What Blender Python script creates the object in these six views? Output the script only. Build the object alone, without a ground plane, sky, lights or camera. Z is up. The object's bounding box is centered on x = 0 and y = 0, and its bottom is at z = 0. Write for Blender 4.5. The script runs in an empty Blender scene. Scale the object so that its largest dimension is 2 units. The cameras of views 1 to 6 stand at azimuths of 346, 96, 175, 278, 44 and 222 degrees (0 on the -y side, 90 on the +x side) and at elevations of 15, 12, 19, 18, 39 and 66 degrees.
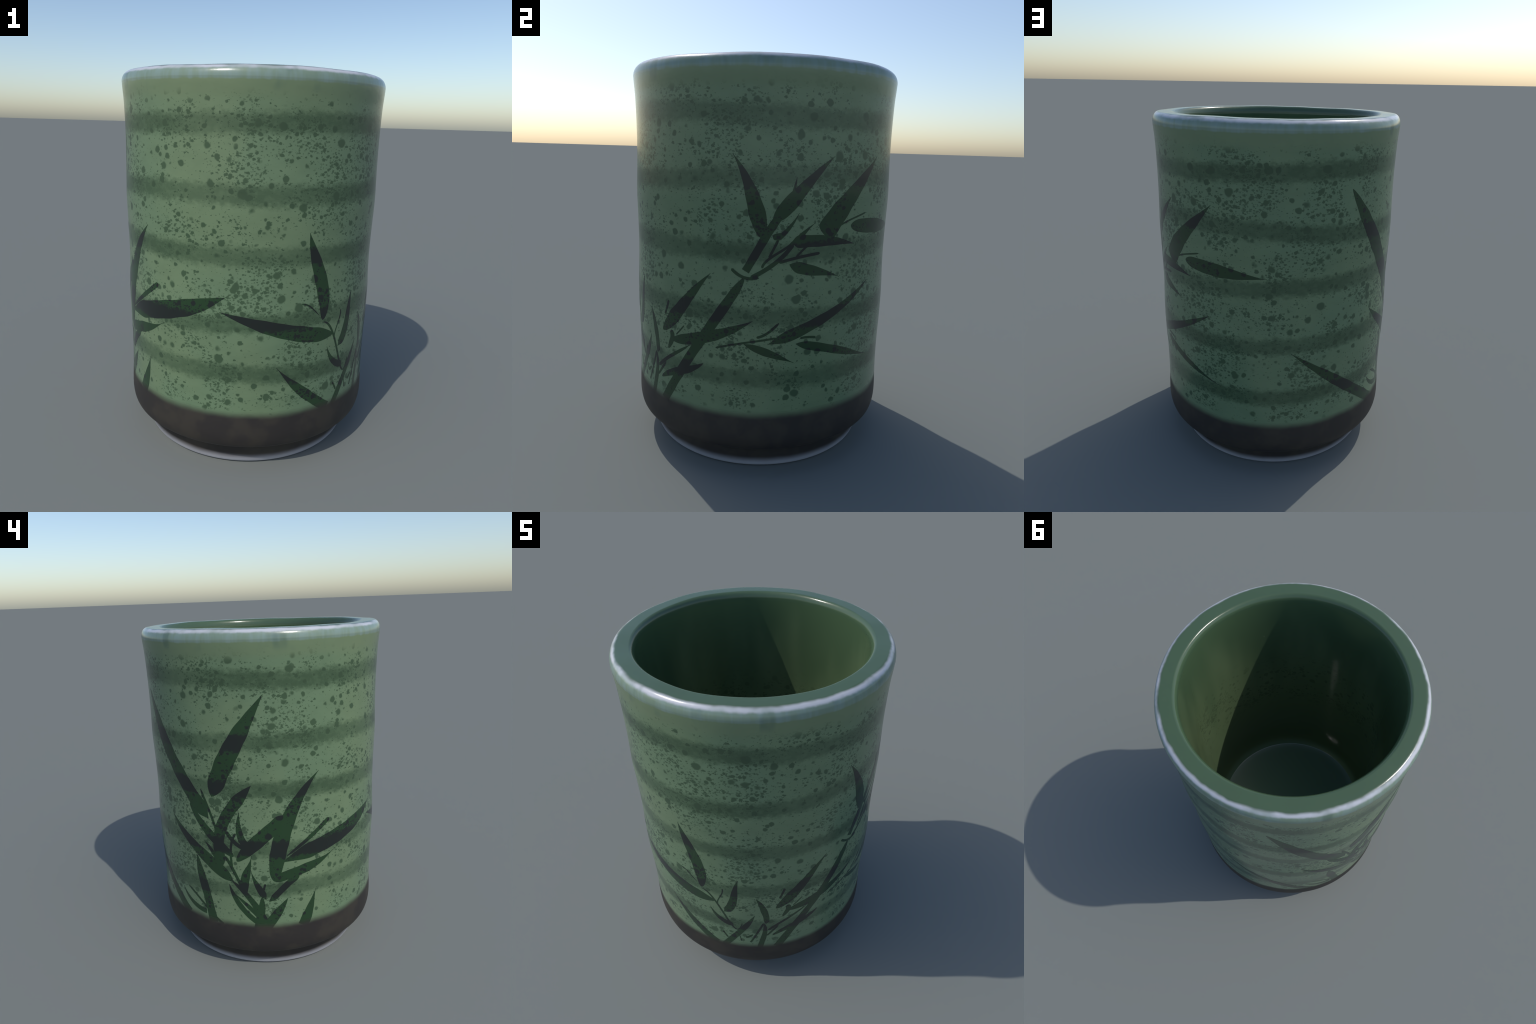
"""A tall cylindrical Japanese tea cup: celadon-green glaze with five darker throwing
rings, dark speckles and an underglaze bamboo painting, a bare dark clay band at the
bottom, a pale worn rim and a pale foot ring.  Built in metres, z up, 2 m tall."""
import bpy, math, random
from mathutils import Vector

random.seed(7)

SEGMENTS = 320
BODY_R = 0.703

# Throwing rings painted in darker glaze: height of each round the cup, as
# mean + a cos(t) + b sin(t) + c cos(2t) + d sin(2t), t = azimuth from the -y axis
RINGS = [
    (1.755, 0.004, -0.005, 0.004, 0.010),
    (1.455, -0.008, 0.022, -0.004, -0.013),
    (1.160, -0.004, -0.016, 0.000, 0.002),
    (0.840, -0.002, 0.003, -0.001, 0.013),
    (0.549, 0.017, -0.022, -0.005, -0.002),
]

# Gently swelling wall: radius against height
WALL_CURVE = [(0.20, 0.7030), (0.26, 0.7035), (0.36, 0.6995), (0.47, 0.6975), (0.57, 0.6985), (0.68, 0.7018), (0.78, 0.7035), (0.87, 0.7028),
              (0.96, 0.6995), (1.05, 0.6973), (1.15, 0.6978), (1.25, 0.7000), (1.37, 0.7027), (1.46, 0.7003), (1.55, 0.6980), (1.66, 0.6972),
              (1.76, 0.6985), (1.86, 0.7018), (1.945, 0.7080)]


def wall_radius(t, z):
    z = min(max(z, WALL_CURVE[0][0]), WALL_CURVE[-1][0] - 1e-6)
    i = max(k for k, q in enumerate(WALL_CURVE[:-1]) if q[0] <= z)
    z1, r1 = WALL_CURVE[i]
    z2, r2 = WALL_CURVE[i + 1]
    r0 = WALL_CURVE[max(i - 1, 0)][1]
    r3 = WALL_CURVE[min(i + 2, len(WALL_CURVE) - 1)][1]
    u = (z - z1) / (z2 - z1)
    r = 0.5 * (2 * r1 + (r2 - r0) * u + (2 * r0 - 5 * r1 + 4 * r2 - r3) * u * u + (3 * r1 - r0 - 3 * r2 + r3) * u ** 3)
    return r + 0.0009 * math.sin(2 * t + 3 * z) + 0.0006 * math.sin(3 * t - 5 * z)


# ------------------------------------------------------------------ profile
def arc(cr, cz, ar, az, a0, a1, n):
    """Points of an elliptical quarter: centre, half axes, from angle a0 to a1 (degrees)."""
    out = []
    for i in range(n + 1):
        a = math.radians(a0 + (a1 - a0) * i / n)
        out.append((cr + ar * math.cos(a), cz + az * math.sin(a)))
    return out


def smooth_curve(points, per):
    """Catmull-Rom through hand-placed profile points."""
    pts = [points[0]] + list(points) + [points[-1]]
    out = []
    for i in range(1, len(pts) - 2):
        p0, p1, p2, p3 = pts[i - 1:i + 3]
        for k in range(per):
            u = k / per
            out.append(tuple(0.5 * (2 * p1[j] + (p2[j] - p0[j]) * u + (2 * p0[j] - 5 * p1[j] + 4 * p2[j] - p3[j]) * u * u
                                    + (3 * p1[j] - p0[j] - 3 * p2[j] + p3[j]) * u ** 3) for j in range(2)))
    out.append(tuple(points[-1]))
    return out


underside = [(0.0001, 0.060), (0.20, 0.060), (0.40, 0.060), (0.470, 0.058), (0.490, 0.045), (0.505, 0.012), (0.515, 0.003)]
foot = smooth_curve([(0.515, 0.003), (0.545, 0.0), (0.578, 0.0), (0.592, 0.004), (0.601, 0.014), (0.606, 0.032), (0.607, 0.060), (0.607, 0.092)], 3)
clay = smooth_curve([(0.607, 0.092), (0.610, 0.112), (0.626, 0.127), (0.653, 0.134), (0.674, 0.145), (0.690, 0.162), (0.699, 0.187), (0.7035, 0.224), (0.7040, 0.262), (0.7005, 0.335)], 5)
wall_z = [0.335 + (1.945 - 0.335) * i / 180 for i in range(181)]
wall = [(None, z) for z in wall_z]
RIM_R = 0.7080
rim = [(RIM_R, 1.945)] + arc(0.6685, 1.948, 0.0400, 0.0525, 0, 90, 18) + [(0.655, 2.0005), (0.635, 2.0005)] + arc(0.612, 1.960, 0.026, 0.0405, 90, 180, 14)
inner = smooth_curve([(0.586, 1.960), (0.5853, 1.94), (0.5852, 1.85), (0.586, 1.60), (0.588, 1.2), (0.591, 0.9), (0.594, 0.6), (0.592, 0.48), (0.584, 0.40), (0.566, 0.345), (0.535, 0.316)], 8)
floor = smooth_curve([(0.535, 0.316), (0.50, 0.311), (0.44, 0.309), (0.35, 0.308), (0.2, 0.308), (0.0001, 0.308)], 5)

SECTIONS = [("underside", underside), ("foot_ring", foot), ("clay_band", clay), ("glazed_wall", wall), ("rim", rim), ("inner_wall", inner), ("cup_floor", floor)]


def rim_wobble(t):
    return 0.0014 * math.sin(3 * t + 0.7) + 0.0009 * math.sin(7 * t + 2.1) + 0.0006 * math.sin(13 * t)


def surface_point(r, z, t):
    if r is None:
        r = wall_radius(t, z)
    elif 0.2 < z < 1.9 and r > 0.69:
        k = min(1.0, (z - 0.2) / 0.06)
        r = r + (wall_radius(t, z) - r) * k
    elif z >= 1.94:
        k = min(1.0, (z - 1.94) / 0.05)
        z += rim_wobble(t) * k - 0.0008 * k
        if r > 0.69 and k < 1:
            r += (wall_radius(t, z) - RIM_R) * (1 - k)
    return Vector((r * math.sin(t), -r * math.cos(t), z))


# one continuous lathe, kept as a grid so that the parts share border vertices and normals
rows, spans = [], []
for name, pts in SECTIONS:
    start = len(rows) - 1 if rows else 0
    rows += pts[1:] if rows else pts
    spans.append((name, start, len(rows) - 1))
grid = [[surface_point(r, z, math.tau * s / SEGMENTS) for s in range(SEGMENTS)] for r, z in rows]


def grid_normals():
    out = []
    for i, row in enumerate(grid):
        up, down = grid[min(i + 1, len(grid) - 1)], grid[max(i - 1, 0)]
        line = []
        for s in range(SEGMENTS):
            du = up[s] - down[s]
            dt = row[(s + 1) % SEGMENTS] - row[s - 1]
            n = dt.cross(du)
            line.append(n.normalized() if n.length > 1e-12 else Vector((0, 0, 1)))
        out.append(line)
    out[0] = [Vector((0, 0, -1))] * SEGMENTS
    out[-1] = [Vector((0, 0, 1))] * SEGMENTS
    return out


normals = grid_normals()


# ------------------------------------------------------------------ node helpers
class Nodes:
    def __init__(self, tree):
        self.t = tree

    def new(self, kind, **props):
        n = self.t.nodes.new(kind)
        for k, v in props.items():
            setattr(n, k, v)
        return n

    def put(self, socket, value):
        if isinstance(value, bpy.types.NodeSocket):
            self.t.links.new(value, socket)
        else:
            socket.default_value = value

    def math(self, op, a, b=None, c=None, clamp=False):
        n = self.new("ShaderNodeMath", operation=op, use_clamp=clamp)
        for i, v in enumerate((a, b, c)):
            if v is not None:
                self.put(n.inputs[i], v)
        return n.outputs[0]

    def add(self, *v):
        out = v[0]
        for x in v[1:]:
            out = self.math("ADD", out, x)
        return out

    def mul(self, *v):
        out = v[0]
        for x in v[1:]:
            out = self.math("MULTIPLY", out, x)
        return out

    def step(self, v, lo, hi, to0=0.0, to1=1.0):
        n = self.new("ShaderNodeMapRange", interpolation_type="SMOOTHSTEP")
        for k, x in (("Value", v), ("From Min", lo), ("From Max", hi), ("To Min", to0), ("To Max", to1)):
            self.put(n.inputs[k], x)
        return n.outputs["Result"]

    def mix(self, f, a, b):
        n = self.new("ShaderNodeMix", data_type="RGBA")
        self.put(n.inputs[0], f)
        for s, v in ((n.inputs[6], a), (n.inputs[7], b)):
            self.put(s, v if isinstance(v, bpy.types.NodeSocket) else (*v, 1.0))
        return n.outputs[2]

    def scale(self, vec, xyz, shift=(0, 0, 0)):
        n = self.new("ShaderNodeMapping")
        self.put(n.inputs["Vector"], vec)
        n.inputs["Scale"].default_value = xyz
        n.inputs["Location"].default_value = shift
        return n.outputs[0]

    def noise(self, vec, scale, detail=2.0, rough=0.5, out=0):
        n = self.new("ShaderNodeTexNoise")
        self.put(n.inputs["Vector"], vec)
        n.inputs["Scale"].default_value, n.inputs["Detail"].default_value, n.inputs["Roughness"].default_value = scale, detail, rough
        return n.outputs[out]

    def voronoi(self, vec, scale, rnd=1.0):
        n = self.new("ShaderNodeTexVoronoi")
        self.put(n.inputs["Vector"], vec)
        n.inputs["Scale"].default_value, n.inputs["Randomness"].default_value = scale, rnd
        return n.outputs["Distance"], n.outputs["Color"]

    def warp(self, vec, scale, amount):
        n = self.noise(vec, scale, 2.0, 0.5, out=1)
        m = self.new("ShaderNodeVectorMath", operation="SUBTRACT")
        self.put(m.inputs[0], n)
        m.inputs[1].default_value = (0.5, 0.5, 0.5)
        s = self.new("ShaderNodeVectorMath", operation="SCALE")
        self.put(s.inputs[0], m.outputs[0])
        s.inputs["Scale"].default_value = amount
        a = self.new("ShaderNodeVectorMath", operation="ADD")
        self.put(a.inputs[0], vec)
        self.put(a.inputs[1], s.outputs[0])
        return a.outputs[0]

    def split(self, vec):
        n = self.new("ShaderNodeSeparateXYZ")
        self.put(n.inputs[0], vec)
        return n.outputs[0], n.outputs[1], n.outputs[2]


def group(name, outputs):
    g = bpy.data.node_groups.new(name, "ShaderNodeTree")
    for o, kind in outputs:
        g.interface.new_socket(o, in_out="OUTPUT", socket_type=kind)
    return g, Nodes(g), g.nodes.new("NodeGroupOutput")


FLOAT, COLOUR = "NodeSocketFloat", "NodeSocketColor"


def speckle_mask(N, p, z, low, high):
    """Iron speckles: scattered round blots and clustered crumbs, between two heights."""
    cluster = N.step(N.noise(p, 4.2, 2.0, 0.55), 0.40, 0.62)

    def dots(scale, smear, rmin, rmax, share, soft, flat=1.0, grow=None):
        d, c = N.voronoi(N.warp(N.scale(p, (1, 1, flat)), scale * 2.1, smear), scale)
        size, pick, _ = N.split(c)
        radius = N.math("MULTIPLY_ADD", size, rmax - rmin, rmin)
        if grow is not None:
            radius = N.add(radius, grow)
        return N.mul(N.step(N.math("SUBTRACT", radius, d), -soft, soft), N.math("LESS_THAN", pick, share))

    big = dots(10.5, 0.020, 0.11, 0.25, 0.90, 0.05)
    mid = dots(18.0, 0.017, 0.13, 0.31, 0.95, 0.05)
    small = dots(38.0, 0.018, 0.06, 0.34, 0.85, 0.05, 1.3, N.math("MULTIPLY_ADD", cluster, 0.22, -0.09))
    crumbs = dots(64.0, 0.010, 0.05, 0.36, 0.85, 0.06, 1.3, N.math("MULTIPLY_ADD", cluster, 0.30, -0.18))
    # irregular crumbs: ridges of a fine noise, only inside the clusters
    fine = N.noise(N.scale(p, (1, 1, 1.5)), 62.0, 2.0, 0.6)
    grit = N.mul(N.step(N.add(fine, N.mul(cluster, 0.085)), 0.675, 0.712), 0.9)
    spots = N.math("MAXIMUM", N.math("MAXIMUM", grit, N.math("MAXIMUM", N.mul(big, 1.0), N.mul(mid, 1.0))), N.math("MAXIMUM", N.mul(small, 1.0), N.mul(crumbs, 0.85)))
    edge = N.add(z, N.mul(N.math("SUBTRACT", N.noise(p, 14.0, 2.0), 0.5), 0.16))
    return N.mul(spots, N.step(edge, low[0], low[1]), N.step(edge, high[0], high[1], 1.0, 0.0))


def make_pattern_group():
    """Dark = rings + speckles on the outer wall, 0 to 1."""
    g, N, out = group("ring_and_speckle_pattern", [("Dark", FLOAT), ("Deep", FLOAT), ("Ink", FLOAT)])
    p = N.new("ShaderNodeTexCoord").outputs["Object"]
    x, y, z = N.split(p)
    t = N.math("ARCTAN2", x, N.mul(y, -1.0))
    c1, s1 = N.math("COSINE", t), N.math("SINE", t)
    t2 = N.mul(t, 2.0)
    c2, s2 = N.math("COSINE", t2), N.math("SINE", t2)
    wander = N.mul(N.math("SUBTRACT", N.noise(p, 3.2, 3.0, 0.55), 0.5), 0.035)
    grain = N.mul(N.math("SUBTRACT", N.noise(N.scale(p, (1, 1, 1.3)), 34.0, 4.0, 0.7), 0.5), 0.075)
    fade = N.noise(p, 2.3, 1.0)
    zz = N.add(z, wander, grain)
    total = None
    for m, a, b, c, d in RINGS:
        zc = N.add(m, N.mul(c1, a), N.mul(s1, b), N.mul(c2, c), N.mul(s2, d))
        dist = N.math("ABSOLUTE", N.math("SUBTRACT", zz, zc))
        band = N.step(dist, 0.022, 0.070, 1.0, 0.0)
        total = band if total is None else N.math("MAXIMUM", total, band)
    mottle = N.step(N.noise(N.scale(p, (1, 1, 1.4)), 24.0, 3.0, 0.65), 0.34, 0.60, 0.80, 1.0)
    ring = N.mul(total, mottle, N.step(fade, 0.30, 0.66, 0.72, 1.0))
    dots = speckle_mask(N, p, z, (0.36, 0.40), (1.83, 1.92))
    dark = N.math("MAXIMUM", N.mul(ring, 0.98), dots, clamp=True)
    dark = N.math("MINIMUM", N.add(dark, N.mul(ring, dots, 0.15)), 1.0)
    N.put(out.inputs["Ink"], N.math("MAXIMUM", total, dots))
    N.put(out.inputs["Deep"], N.mul(ring, dots))
    N.put(out.inputs["Dark"], dark)
    return g


GLAZE_LIGHT_A = (0.160, 0.228, 0.126)
GLAZE_LIGHT_B = (0.144, 0.218, 0.125)
GLAZE_DARK = (0.055, 0.096, 0.050)
GLAZE_DEEP = (0.038, 0.068, 0.036)
RIM_GREEN = (0.060, 0.104, 0.056)
PALE = (0.53, 0.54, 0.58)
CLAY = (0.0235, 0.0195, 0.0175)
CLAY_WARM = (0.0360, 0.0300, 0.0230)
LEAF_GREEN = (0.0195, 0.050, 0.0200)
LEAF_INK = (0.0150, 0.0195, 0.0175)
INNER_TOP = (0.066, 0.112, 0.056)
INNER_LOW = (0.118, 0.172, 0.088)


def material(name):
    m = bpy.data.materials.new(name)
    m.use_nodes = True
    b = m.node_tree.nodes["Principled BSDF"]
    b.inputs["IOR"].default_value = 1.5
    return m, Nodes(m.node_tree), b


def bump(N, height, strength, distance):
    n = N.new("ShaderNodeBump")
    N.put(n.inputs["Height"], height)
    n.inputs["Strength"].default_value, n.inputs["Distance"].default_value = strength, distance
    return n.outputs[0]


pattern = make_pattern_group()


def use_pattern(N):
    n = N.new("ShaderNodeGroup")
    n.node_tree = pattern
    return n.outputs["Dark"], n.outputs["Deep"], n.outputs["Ink"]


def clay_colour(N, p):
    return N.mix(N.step(N.noise(p, 6.0, 4.0, 0.6), 0.42, 0.62), CLAY, CLAY_WARM)


def make_glaze():
    m, N, b = material("celadon_glaze")
    p = N.new("ShaderNodeTexCoord").outputs["Object"]
    x, y, z = N.split(p)
    r = N.math("SQRT", N.add(N.mul(x, x), N.mul(y, y)))
    dark, deep, _ = use_pattern(N)
    light = N.mix(N.step(N.noise(p, 2.1, 2.0), 0.40, 0.62), GLAZE_LIGHT_A, GLAZE_LIGHT_B)
    light = N.mix(N.step(N.noise(N.scale(p, (1, 1, 2.0)), 7.0, 3.0, 0.6), 0.35, 0.75, 0.0, 0.16), light, GLAZE_DARK)
    col = N.mix(dark, light, GLAZE_DARK)
    col = N.mix(N.mul(deep, 0.7), col, GLAZE_DEEP)
    col = N.mix(N.mul(N.step(z, 1.84, 1.90), 0.55), col, (0.184, 0.238, 0.132))
    # sky reflection on the rim's curve, painted into the glaze as bluish streaks
    streak = N.noise(N.scale(p, (1, 1, 0.10)), 22.0, 2.0, 0.6)
    fine_tint_streak = N.noise(N.scale(p, (1, 1, 0.06)), 60.0, 1.0, 0.5)
    sky_tint = N.mul(N.step(N.add(z, N.mul(streak, 0.014)), 1.941, 1.951), N.step(N.add(streak, N.mul(fine_tint_streak, 0.3)), 0.45, 0.85, 0.50, 1.0))
    col = N.mix(sky_tint, col, (0.212, 0.290, 0.250))
    smudge = N.noise(N.scale(p, (1, 1, 0.45)), 8.0, 2.0, 0.5)
    smudge = N.mul(N.step(smudge, 0.60, 0.74, 0.0, 0.5), N.step(z, 1.88, 1.93))
    col = N.mix(smudge, col, (0.070, 0.120, 0.095))
    # fillet angle: 0 on the wall, 90 on the flat top of the rim
    fillet = N.mul(N.math("ARCTAN2", N.mul(N.math("SUBTRACT", z, 1.948), 19.05), N.mul(N.math("SUBTRACT", r, 0.6685), 24.4)), 57.2958)
    ragged = N.mul(N.math("SUBTRACT", N.noise(p, 9.0, 2.0, 0.5), 0.5), 34.0)
    tooth = N.mul(N.math("SUBTRACT", N.noise(N.scale(p, (1, 1, 0.2)), 26.0, 2.0, 0.5), 0.5), 14.0)
    above = N.step(z, 1.9, 1.94)
    top = N.mul(above, N.step(N.add(fillet, ragged), 55.0, 72.0))
    col = N.mix(top, col, RIM_GREEN)
    pale = N.mul(above, N.step(N.add(fillet, tooth), 34.0, 52.0), N.step(N.add(fillet, ragged), 60.0, 86.0, 1.0, 0.0))
    worn = N.step(N.noise(p, 5.5, 3.0, 0.6), 0.36, 0.54, 0.45, 0.95)
    col = N.mix(N.mul(pale, worn), col, PALE)
    # bare clay at the bottom with a soft edge
    edge = N.add(z, N.mul(N.math("SUBTRACT", N.noise(p, 5.0, 3.0, 0.5), 0.5), 0.03))
    bare = N.step(edge, 0.318, 0.370, 1.0, 0.0)
    col = N.mix(bare, col, clay_colour(N, p))
    N.put(b.inputs["Base Color"], col)
    N.put(b.inputs["Roughness"], N.math("MULTIPLY_ADD", bare, 0.34, 0.22))
    N.put(b.inputs["Normal"], bump(N, N.noise(p, 30.0, 3.0), 0.05, 0.01))
    return m


def make_paint():
    m, N, b = material("bamboo_underglaze_paint")
    _, _, inked = use_pattern(N)
    p = N.new("ShaderNodeTexCoord").outputs["Object"]
    x, y, z = N.split(p)
    ink = N.mix(N.step(inked, 0.20, 0.80), LEAF_GREEN, LEAF_INK)
    bare = N.step(N.add(z, N.mul(N.math("SUBTRACT", N.noise(p, 5.0, 3.0, 0.5), 0.5), 0.03)), 0.318, 0.370, 1.0, 0.0)
    N.put(b.inputs["Base Color"], N.mix(bare, ink, clay_colour(N, p)))
    N.put(b.inputs["Roughness"], N.math("MULTIPLY_ADD", bare, 0.34, 0.22))
    return m


def make_inner():
    m, N, b = material("dark_inner_glaze")
    p = N.new("ShaderNodeTexCoord").outputs["Object"]
    x, y, z = N.split(p)
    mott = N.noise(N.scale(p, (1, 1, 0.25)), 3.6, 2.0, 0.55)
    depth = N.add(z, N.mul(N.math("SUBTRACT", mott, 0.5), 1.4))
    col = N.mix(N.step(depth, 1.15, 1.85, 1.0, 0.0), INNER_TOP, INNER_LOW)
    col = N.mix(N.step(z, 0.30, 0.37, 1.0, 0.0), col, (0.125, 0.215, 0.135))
    dots = speckle_mask(N, p, z, (0.85, 1.10), (1.30, 1.55))
    col = N.mix(N.mul(dots, 0.38), col, (0.030, 0.048, 0.024))
    col = N.mix(N.step(z, 1.940, 1.965), col, RIM_GREEN)
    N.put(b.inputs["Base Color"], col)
    b.inputs["Roughness"].default_value = 0.13
    return m


def make_foot():
    m, N, b = material("pale_foot_glaze")
    p = N.new("ShaderNodeTexCoord").outputs["Object"]
    x, y, z = N.split(p)
    r = N.math("SQRT", N.add(N.mul(x, x), N.mul(y, y)))
    edge = N.add(z, N.mul(N.math("SUBTRACT", N.noise(p, 7.0, 3.0), 0.5), 0.012))
    pale = N.mul(N.step(edge, 0.010, 0.062, 1.0, 0.0), N.step(r, 0.50, 0.53))
    N.put(b.inputs["Base Color"], N.mix(pale, clay_colour(N, p), (0.42, 0.42, 0.45)))
    N.put(b.inputs["Roughness"], N.math("MULTIPLY_ADD", pale, -0.2, 0.5))
    return m


glaze, paint, inner_glaze, foot_glaze = make_glaze(), make_paint(), make_inner(), make_foot()

# ------------------------------------------------------------------ build the parts
cup = bpy.data.objects.new("tea_cup", None)
bpy.context.scene.collection.objects.link(cup)
cup["label"] = "tall green-glazed ceramic tea cup with painted bamboo leaves"
cup["category"] = "tea cup"


def add_mesh(name, verts, faces, vnormals, mat, parent):
    me = bpy.data.meshes.new(name)
    me.from_pydata([tuple(v) for v in verts], [], faces)
    me.materials.append(mat)
    me.polygons.foreach_set("use_smooth", [True] * len(me.polygons))
    me.update()
    me.normals_split_custom_set_from_vertices([tuple(n) for n in vnormals])
    ob = bpy.data.objects.new(name, me)
    bpy.context.scene.collection.objects.link(ob)
    ob.parent = parent
    return ob


PART_MATERIAL = {"underside": foot_glaze, "foot_ring": foot_glaze, "clay_band": glaze, "glazed_wall": glaze, "rim": glaze, "inner_wall": inner_glaze, "cup_floor": inner_glaze}
crease_row = spans[1][2]
for name, i0, i1 in spans:
    verts, vn, faces = [], [], []
    for i in range(i0, i1 + 1):
        verts += grid[i]
        line = normals[i]
        if i == crease_row:      # sharp step between the foot and the clay band above it
            other = grid[i - 1] if name == "foot_ring" else grid[i + 1]
            line = []
            for s in range(SEGMENTS):
                du = (grid[i][s] - other[s]) * (1 if name == "foot_ring" else -1)
                line.append((grid[i][(s + 1) % SEGMENTS] - grid[i][s - 1]).cross(du).normalized())
        vn += line
    for i in range(i1 - i0):
        for s in range(SEGMENTS):
            a, b = i * SEGMENTS + s, i * SEGMENTS + (s + 1) % SEGMENTS
            faces.append((a, b, b + SEGMENTS, a + SEGMENTS))
    add_mesh(name, verts, faces, vn, PART_MATERIAL[name], cup)

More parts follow.
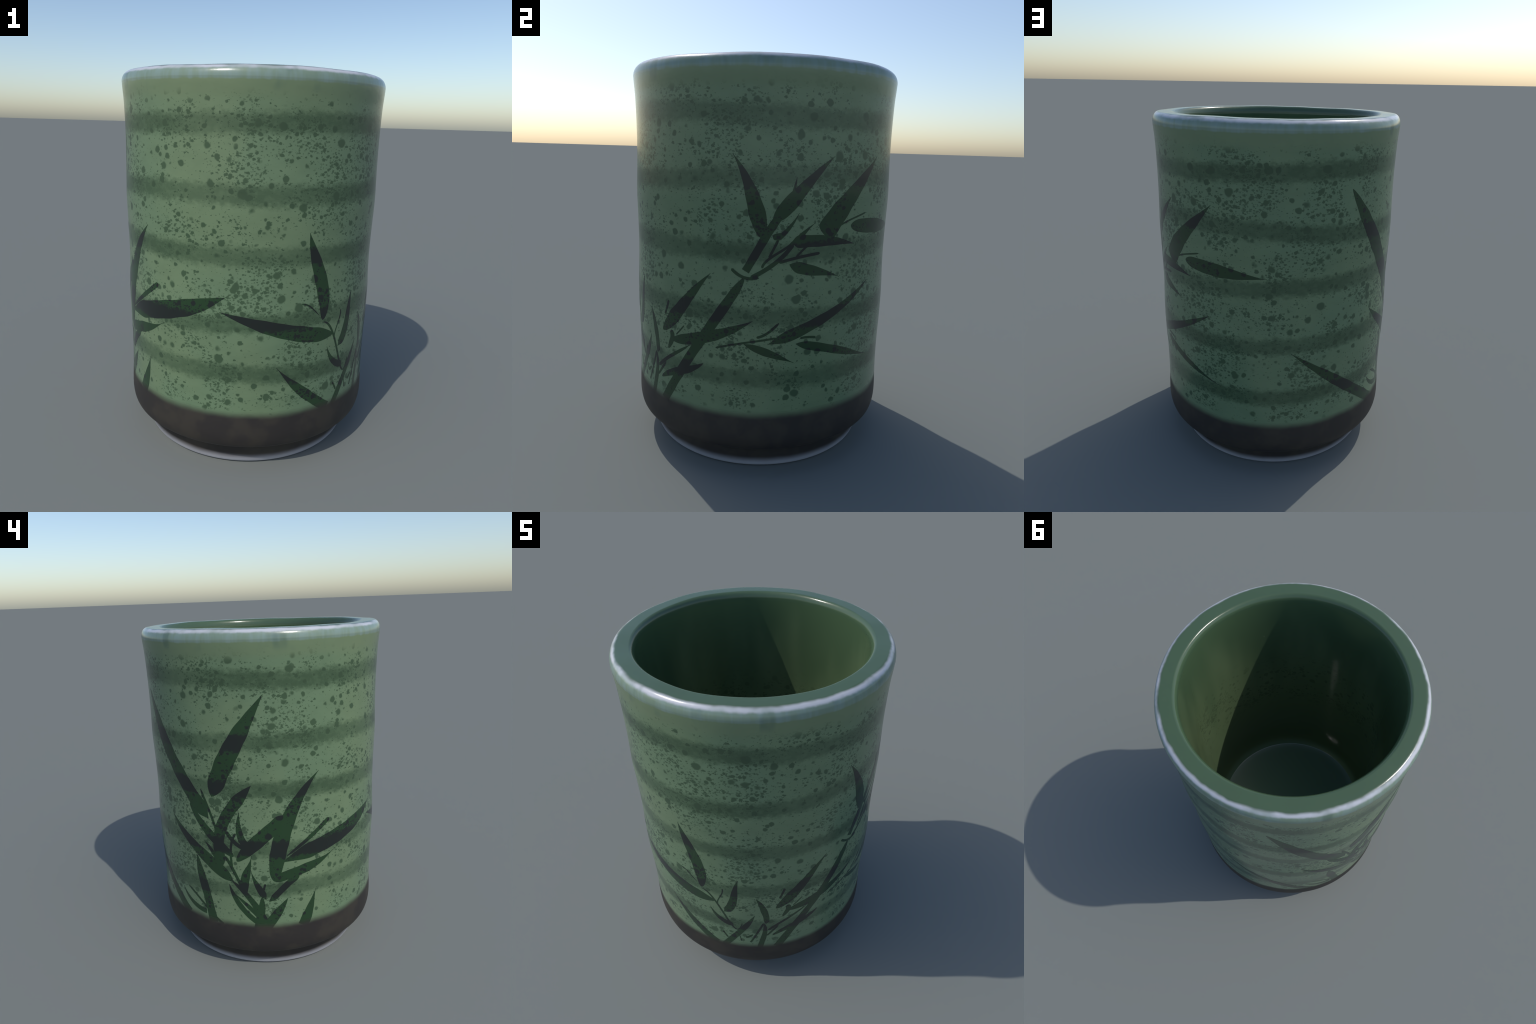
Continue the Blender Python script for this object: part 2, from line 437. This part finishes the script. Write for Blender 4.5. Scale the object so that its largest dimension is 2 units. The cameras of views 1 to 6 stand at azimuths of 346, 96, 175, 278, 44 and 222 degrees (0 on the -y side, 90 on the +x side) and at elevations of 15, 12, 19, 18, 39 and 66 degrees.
# ------------------------------------------------------------------ bamboo painting
# Every brush stroke: kind, four Bezier control points of its spine as (azimuth in degrees,
# height), greatest width, share of the length over which it swells from the tip and how pointed
# that is, where along the length it begins to close and how blunt its end is (1 = runs out open).
BRUSH = [
    ("leaf", (10.6, 1.272), (13.4, 1.123), (21.3, 0.983), (18.7, 0.825), 0.073, 0.55, 1.0, 0.65, 0.5),
    ("leaf", (-24.2, 0.887), (-8.0, 0.827), (8.1, 0.756), (25.2, 0.736), 0.080, 0.65, 1.0, 0.80, 0.8),
    ("leaf", (-1.0, 0.601), (6.1, 0.493), (14.7, 0.408), (23.8, 0.325), 0.054, 0.60, 1.4, 1.00, 0.5),
    ("leaf", (8.5, 0.923), (12.2, 0.922), (14.4, 0.879), (16.9, 0.853), 0.008, 0.15, 0.5, 0.20, 0.5),
    ("leaf", (-21.5, 0.963), (-38.7, 0.860), (-58.4, 0.840), (-76.1, 0.751), 0.089, 0.55, 1.0, 0.65, 0.8),
    ("leaf", (36.2, 0.937), (33.5, 0.852), (35.1, 0.712), (28.8, 0.653), 0.052, 1.00, 0.7, 0.85, 1.2),
    ("leaf", (43.2, 0.641), (39.5, 0.527), (33.2, 0.429), (27.9, 0.325), 0.037, 0.40, 1.0, 1.00, 0.5),
    ("leaf", (44.4, 0.792), (46.5, 0.719), (49.4, 0.637), (48.3, 0.560), 0.033, 0.65, 1.0, 0.80, 0.5),
    ("twig", (18.7, 0.812), (27.6, 0.825), (32.9, 0.320), (37.1, 0.557), 0.012, 0.15, 0.7, 0.55, 0.5),
    ("twig", (29.0, 0.856), (29.7, 0.804), (25.6, 0.764), (26.0, 0.703), 0.007, 0.04, 0.5, 1.00, 0.5),
    ("leaf", (22.2, 0.670), (23.9, 0.603), (27.0, 0.554), (32.8, 0.537), 0.038, 1.00, 1.0, 0.90, 0.8),
    ("twig", (27.3, 0.450), (28.1, 0.436), (28.9, 0.419), (29.6, 0.401), 0.011, 0.15, 0.7, 0.95, 0.5),
    ("twig", (38.5, 0.422), (39.6, 0.425), (40.7, 0.435), (42.0, 0.451), 0.016, 0.15, 0.7, 0.50, 0.5),
    ("twig", (47.2, 0.561), (45.2, 0.498), (43.2, 0.436), (40.8, 0.376), 0.012, 0.04, 0.5, 1.00, 0.5),
    ("twig", (35.6, 0.434), (35.9, 0.421), (36.1, 0.405), (36.2, 0.385), 0.006, 0.04, 0.5, 1.00, 0.5),
    ("stem", (47.4, 0.560), (49.1, 0.480), (46.4, 0.403), (45.3, 0.325), 0.032, 0.70, 0.5, 1.00, 0.5),
    ("leaf", (44.0, 0.793), (47.3, 0.726), (48.0, 0.646), (49.5, 0.571), 0.040, 0.65, 0.7, 0.50, 0.5),
    ("leaf", (67.9, 0.661), (61.7, 0.603), (54.8, 0.560), (49.3, 0.491), 0.018, 0.45, 0.7, 0.95, 0.8),
    ("twig", (48.7, 0.441), (50.5, 0.468), (52.3, 0.497), (54.2, 0.529), 0.013, 0.04, 0.5, 0.75, 0.5),
    ("leaf", (77.0, 1.032), (68.3, 0.928), (61.9, 0.800), (53.0, 0.699), 0.069, 0.80, 1.0, 0.65, 0.5),
    ("twig", (56.8, 0.861), (56.2, 0.836), (55.5, 0.811), (54.7, 0.786), 0.013, 0.04, 0.5, 1.00, 0.5),
    ("leaf", (58.1, 0.712), (60.1, 0.675), (57.2, 0.642), (56.2, 0.609), 0.029, 0.15, 0.7, 0.45, 0.5),
    ("twig", (65.3, 0.754), (63.7, 0.732), (62.4, 0.713), (61.1, 0.699), 0.007, 0.15, 0.7, 0.95, 0.5),
    ("stalk", (90.3, 1.023), (78.4, 0.786), (65.0, 0.564), (53.7, 0.325), 0.049, 0.20, 0.5, 1.00, 0.5),
    ("leaf", (93.9, 0.820), (83.1, 0.744), (70.9, 0.697), (58.6, 0.665), 0.057, 0.55, 1.0, 0.75, 0.5),
    ("leaf", (74.1, 0.581), (67.4, 0.515), (58.1, 0.505), (51.4, 0.438), 0.048, 0.70, 0.7, 0.25, 0.5),
    ("stalk", (102.6, 1.307), (98.1, 1.228), (94.7, 1.138), (90.7, 1.055), 0.037, 0.04, 0.5, 1.00, 0.5),
    ("leaf", (85.4, 1.576), (92.0, 1.472), (94.4, 1.333), (97.1, 1.207), 0.084, 1.00, 1.0, 0.65, 0.5),
    ("leaf", (123.8, 1.578), (115.0, 1.491), (108.0, 1.386), (100.6, 1.283), 0.073, 0.95, 1.0, 0.70, 0.5),
    ("twig", (108.8, 1.483), (108.5, 1.462), (108.2, 1.442), (107.7, 1.423), 0.012, 1.00, 0.7, 1.00, 0.5),
    ("leaf", (148.6, 1.582), (139.1, 1.466), (128.0, 1.366), (120.8, 1.222), 0.108, 1.00, 1.0, 0.95, 0.8),
    ("leaf", (135.7, 1.170), (126.6, 1.198), (117.0, 1.201), (107.6, 1.193), 0.059, 0.80, 1.0, 0.90, 1.2),
    ("leaf", (128.7, 1.017), (121.7, 1.053), (114.1, 1.055), (107.2, 1.090), 0.053, 0.75, 1.4, 0.80, 0.8),
    ("twig", (92.7, 1.024), (98.6, 1.063), (104.7, 1.113), (108.4, 1.186), 0.020, 0.04, 0.5, 0.95, 0.8),
    ("twig", (103.2, 1.098), (108.4, 1.119), (113.7, 1.131), (119.2, 1.139), 0.014, 0.04, 0.5, 0.95, 0.5),
    ("twig", (96.9, 1.071), (97.3, 1.119), (105.7, 1.154), (108.0, 1.191), 0.012, 0.04, 0.5, 1.00, 0.5),
    ("leaf", (116.7, 1.281), (113.6, 1.254), (111.1, 1.219), (108.4, 1.186), 0.023, 0.80, 1.4, 0.85, 0.5),
    ("leaf", (110.1, 1.325), (108.1, 1.277), (105.5, 1.238), (102.2, 1.204), 0.023, 0.95, 1.0, 0.90, 0.5),
    ("twig", (99.4, 1.120), (100.4, 1.144), (101.5, 1.172), (102.6, 1.204), 0.012, 0.04, 0.5, 0.95, 0.5),
    ("leaf", (100.6, 1.215), (101.8, 1.216), (103.0, 1.220), (104.3, 1.226), 0.029, 0.20, 0.5, 0.75, 0.8),
    ("twig", (109.7, 1.124), (111.4, 1.147), (112.8, 1.165), (114.0, 1.176), 0.010, 0.04, 0.5, 1.00, 0.5),
    ("twig", (85.4, 1.064), (87.8, 1.030), (92.1, 1.007), (95.6, 1.030), 0.015, 0.04, 0.5, 1.00, 0.5),
    ("twig", (125.2, 1.246), (130.2, 1.286), (136.2, 1.297), (141.8, 1.316), 0.009, 0.04, 0.5, 0.90, 0.5),
    ("leaf", (146.3, 0.972), (131.6, 0.865), (115.5, 0.785), (99.7, 0.706), 0.060, 1.00, 0.7, 0.80, 1.2),
    ("leaf", (103.9, 0.812), (101.5, 0.781), (99.0, 0.748), (95.5, 0.740), 0.013, 0.15, 0.7, 0.95, 0.5),
    ("stem", (79.5, 0.673), (87.1, 0.707), (95.2, 0.721), (103.1, 0.739), 0.010, 0.04, 0.5, 0.95, 0.5),
    ("leaf", (110.3, 0.610), (104.0, 0.645), (97.3, 0.676), (90.7, 0.705), 0.039, 0.60, 1.4, 0.65, 0.8),
    ("leaf", (150.0, 0.559), (137.1, 0.611), (124.2, 0.676), (110.8, 0.706), 0.043, 0.60, 1.4, 0.85, 0.8),
    ("twig", (119.0, 0.730), (116.6, 0.736), (114.4, 0.737), (112.5, 0.733), 0.012, 0.04, 0.5, 0.95, 0.5),
    ("leaf", (172.9, 1.220), (159.8, 1.229), (146.5, 1.250), (133.3, 1.259), 0.072, 0.60, 1.4, 0.80, 0.5),
    ("leaf", (-150.6, 1.664), (-136.8, 1.425), (-124.6, 1.184), (-110.1, 0.993), 0.094, 0.50, 0.7, 0.90, 1.2),
    ("leaf", (-83.1, 1.685), (-92.7, 1.511), (-101.9, 1.322), (-107.9, 1.126), 0.101, 0.60, 1.0, 0.85, 0.8),
    ("leaf", (-89.3, 1.205), (-100.2, 1.059), (-109.1, 0.929), (-104.3, 0.718), 0.066, 0.25, 1.0, 0.85, 0.5),
    ("leaf", (-120.6, 1.062), (-114.9, 0.950), (-106.8, 0.864), (-98.6, 0.782), 0.053, 0.70, 0.5, 0.75, 0.5),
    ("twig", (-113.5, 1.163), (-111.3, 1.082), (-107.9, 1.005), (-106.4, 0.922), 0.015, 0.15, 0.7, 0.95, 0.5),
    ("leaf", (-133.8, 0.955), (-123.4, 0.830), (-110.4, 0.743), (-99.7, 0.623), 0.085, 1.00, 0.7, 0.80, 0.8),
    ("stem", (-100.0, 0.625), (-92.3, 0.545), (-87.1, 0.440), (-83.5, 0.325), 0.039, 0.70, 0.5, 1.00, 0.5),
    ("leaf", (-112.7, 0.848), (-109.5, 0.816), (-108.1, 0.768), (-105.0, 0.735), 0.027, 0.70, 0.7, 0.95, 0.5),
    ("leaf", (-118.0, 0.750), (-116.9, 0.605), (-113.1, 0.469), (-111.1, 0.325), 0.059, 0.40, 0.7, 1.00, 0.5),
    ("leaf", (-130.5, 0.487), (-127.6, 0.418), (-121.1, 0.382), (-115.0, 0.381), 0.033, 0.80, 0.7, 1.00, 0.5),
    ("leaf", (-126.7, 0.513), (-118.7, 0.468), (-113.1, 0.382), (-105.7, 0.325), 0.016, 0.15, 0.7, 1.00, 0.5),
    ("leaf", (-95.1, 1.053), (-96.2, 0.997), (-96.5, 0.875), (-91.2, 0.847), 0.041, 0.80, 1.0, 0.90, 0.8),
    ("leaf", (-74.7, 1.023), (-82.0, 0.934), (-90.5, 0.854), (-97.1, 0.755), 0.076, 0.15, 0.5, 0.60, 0.5),
    ("twig", (-101.6, 0.930), (-99.6, 0.893), (-97.1, 0.852), (-93.5, 0.837), 0.023, 0.04, 0.5, 0.95, 0.5),
    ("twig", (-97.1, 0.924), (-100.6, 0.867), (-99.9, 0.774), (-99.6, 0.708), 0.014, 0.04, 0.5, 0.90, 0.5),
    ("leaf", (-59.1, 1.261), (-73.3, 1.090), (-78.7, 0.866), (-80.0, 0.631), 0.091, 0.65, 1.0, 0.75, 0.5),
    ("leaf", (-22.9, 0.958), (-39.2, 0.862), (-57.6, 0.834), (-74.6, 0.760), 0.093, 0.45, 0.7, 0.75, 0.8),
    ("twig", (-53.3, 0.971), (-60.2, 0.908), (-67.3, 0.848), (-74.3, 0.786), 0.025, 0.04, 0.5, 0.30, 0.5),
    ("leaf", (-50.9, 0.768), (-60.0, 0.699), (-70.9, 0.688), (-80.6, 0.638), 0.059, 0.55, 1.4, 0.85, 0.5),
    ("leaf", (-68.5, 0.657), (-74.2, 0.620), (-78.1, 0.553), (-82.8, 0.500), 0.040, 0.15, 0.5, 0.75, 0.8),
    ("leaf", (-73.9, 0.518), (-77.1, 0.452), (-81.1, 0.391), (-84.3, 0.325), 0.055, 0.65, 1.0, 1.00, 0.5),
    ("leaf", (-60.2, 0.546), (-61.9, 0.470), (-63.8, 0.395), (-66.7, 0.325), 0.068, 0.90, 1.4, 1.00, 0.5),
    ("leaf", (-90.8, 0.702), (-90.0, 0.634), (-86.8, 0.577), (-84.4, 0.518), 0.042, 0.85, 1.4, 0.80, 0.8),
    ("twig", (-84.5, 0.616), (-84.7, 0.603), (-85.0, 0.589), (-85.3, 0.576), 0.013, 0.15, 0.7, 1.00, 0.5),
    ("stem", (-86.1, 0.528), (-86.0, 0.459), (-87.2, 0.392), (-88.4, 0.325), 0.048, 0.70, 0.5, 1.00, 0.5),
    ("leaf", (-101.5, 0.601), (-99.2, 0.482), (-92.4, 0.384), (-83.8, 0.325), 0.033, 0.45, 0.7, 1.00, 0.5),
    ("leaf", (-98.7, 0.537), (-93.1, 0.471), (-87.5, 0.408), (-83.4, 0.325), 0.026, 0.50, 0.7, 1.00, 0.5),
    ("leaf", (-90.3, 0.795), (-91.1, 0.707), (-95.8, 0.640), (-93.6, 0.544), 0.051, 0.60, 1.8, 0.70, 0.5),
    ("twig", (-102.8, 0.781), (-99.4, 0.717), (-97.4, 0.643), (-94.8, 0.574), 0.018, 0.10, 0.5, 0.95, 0.5),
    ("leaf", (-176.5, 0.798), (-159.7, 0.641), (-143.3, 0.483), (-126.6, 0.325), 0.062, 0.55, 1.0, 1.00, 0.5),
]

painting = bpy.data.objects.new("bamboo_painting", None)
bpy.context.scene.collection.objects.link(painting)
painting.parent = cup
NAMES = {"leaf": "bamboo_leaf", "twig": "bamboo_twig", "stem": "bamboo_stem", "stalk": "bamboo_stalk"}
PAINT_TOP, PAINT_FOOT = 0.0003, -0.0020


def on_wall(s, z, lift):
    """A point of the flat painting (arc length s, height z) laid on the cup wall."""
    t, z = s / 0.699, max(z, 0.26)
    r = surface_radius(t, z) + lift
    return Vector((r * math.sin(t), -r * math.cos(t), z))


def surface_radius(t, z):
    if z < 0.335:
        zs = [q for q in clay if q[1] >= 0.2]
        for (r0, z0), (r1, z1) in zip(zs, zs[1:]):
            if z0 <= z <= z1:
                return surface_point(r0 + (r1 - r0) * (z - z0) / (z1 - z0), z, t).xy.length
    return wall_radius(t, z)


def wall_normal(s, z):
    e = 0.004
    n = (on_wall(s + e, z, 0) - on_wall(s - e, z, 0)).cross(on_wall(s, z + e, 0) - on_wall(s, z - e, 0))
    return n.normalized()


def brush_stroke(index, kind, spine, width, swell, point, close, blunt):
    k = math.radians(1) * 0.699
    P = [Vector((q[0] * k, q[1])) for q in spine]
    fine = []
    for i in range(201):
        u = i / 200
        fine.append(P[0] * (1 - u) ** 3 + P[1] * 3 * u * (1 - u) ** 2 + P[2] * 3 * u * u * (1 - u) + P[3] * u ** 3)
    length = [0.0]
    for q0, q1 in zip(fine, fine[1:]):
        length.append(length[-1] + (q1 - q0).length)
    total = length[-1]
    steps = max(14, int(total / 0.011))
    across = 10 if width > 0.03 else 6
    phase = random.uniform(0, 6.28)
    verts, vn, faces = [], [], []
    j = 0
    for i in range(steps + 1):
        f = 0.5 - 0.5 * math.cos(math.pi * i / steps)          # rows gather at both ends
        f = 0.6 * f + 0.4 * i / steps
        while j < 199 and length[j + 1] < f * total:
            j += 1
        w = (f * total - length[j]) / max(1e-9, length[j + 1] - length[j])
        q = fine[j].lerp(fine[j + 1], min(1.0, max(0.0, w)))
        d = (fine[min(j + 4, 200)] - fine[max(j - 3, 0)]).normalized()
        side = Vector((-d.y, d.x))
        g = min(0.999, max(0.001, f))
        half = 0.5 * width * math.sin(math.pi / 2 * min(1.0, g / swell)) ** point
        if close < 1 and g > close:
            half *= math.cos(math.pi / 2 * (g - close) / (1 - close)) ** blunt
        half = max(0.0012, half * (1 + 0.05 * math.sin(phase + f * total * 46) * math.sin(phase * 2 + f * 9)))
        for c in range(across + 1):
            o = -1 + 2 * c / across
            rim_edge = c in (0, across)
            lift = PAINT_FOOT if rim_edge else PAINT_TOP + (index % 14) * 0.00003
            oo = max(-1.0, min(1.0, o / (1 - 2.0 / across))) if not rim_edge else o * 1.0
            pos = q + side * (oo * half)
            verts.append(on_wall(pos.x, pos.y, lift))
            vn.append(wall_normal(pos.x, pos.y))
    for i in range(steps):
        for c in range(across):
            v = i * (across + 1) + c
            faces.append((v, v + across + 1, v + across + 2, v + 1))
    # make sure that faces look outward
    n0 = (verts[faces[across // 2][1]] - verts[faces[across // 2][0]]).cross(verts[faces[across // 2][3]] - verts[faces[across // 2][0]])
    if n0.dot(vn[faces[across // 2][0]]) < 0:
        faces = [tuple(reversed(fc)) for fc in faces]
    ob = add_mesh(NAMES[kind], verts, faces, vn, paint, painting)
    return ob


for index, (kind, p0, p1, p2, p3, width, swell, point, close, blunt) in enumerate(BRUSH):
    brush_stroke(index, kind, (p0, p1, p2, p3), width, swell, point, close, blunt)
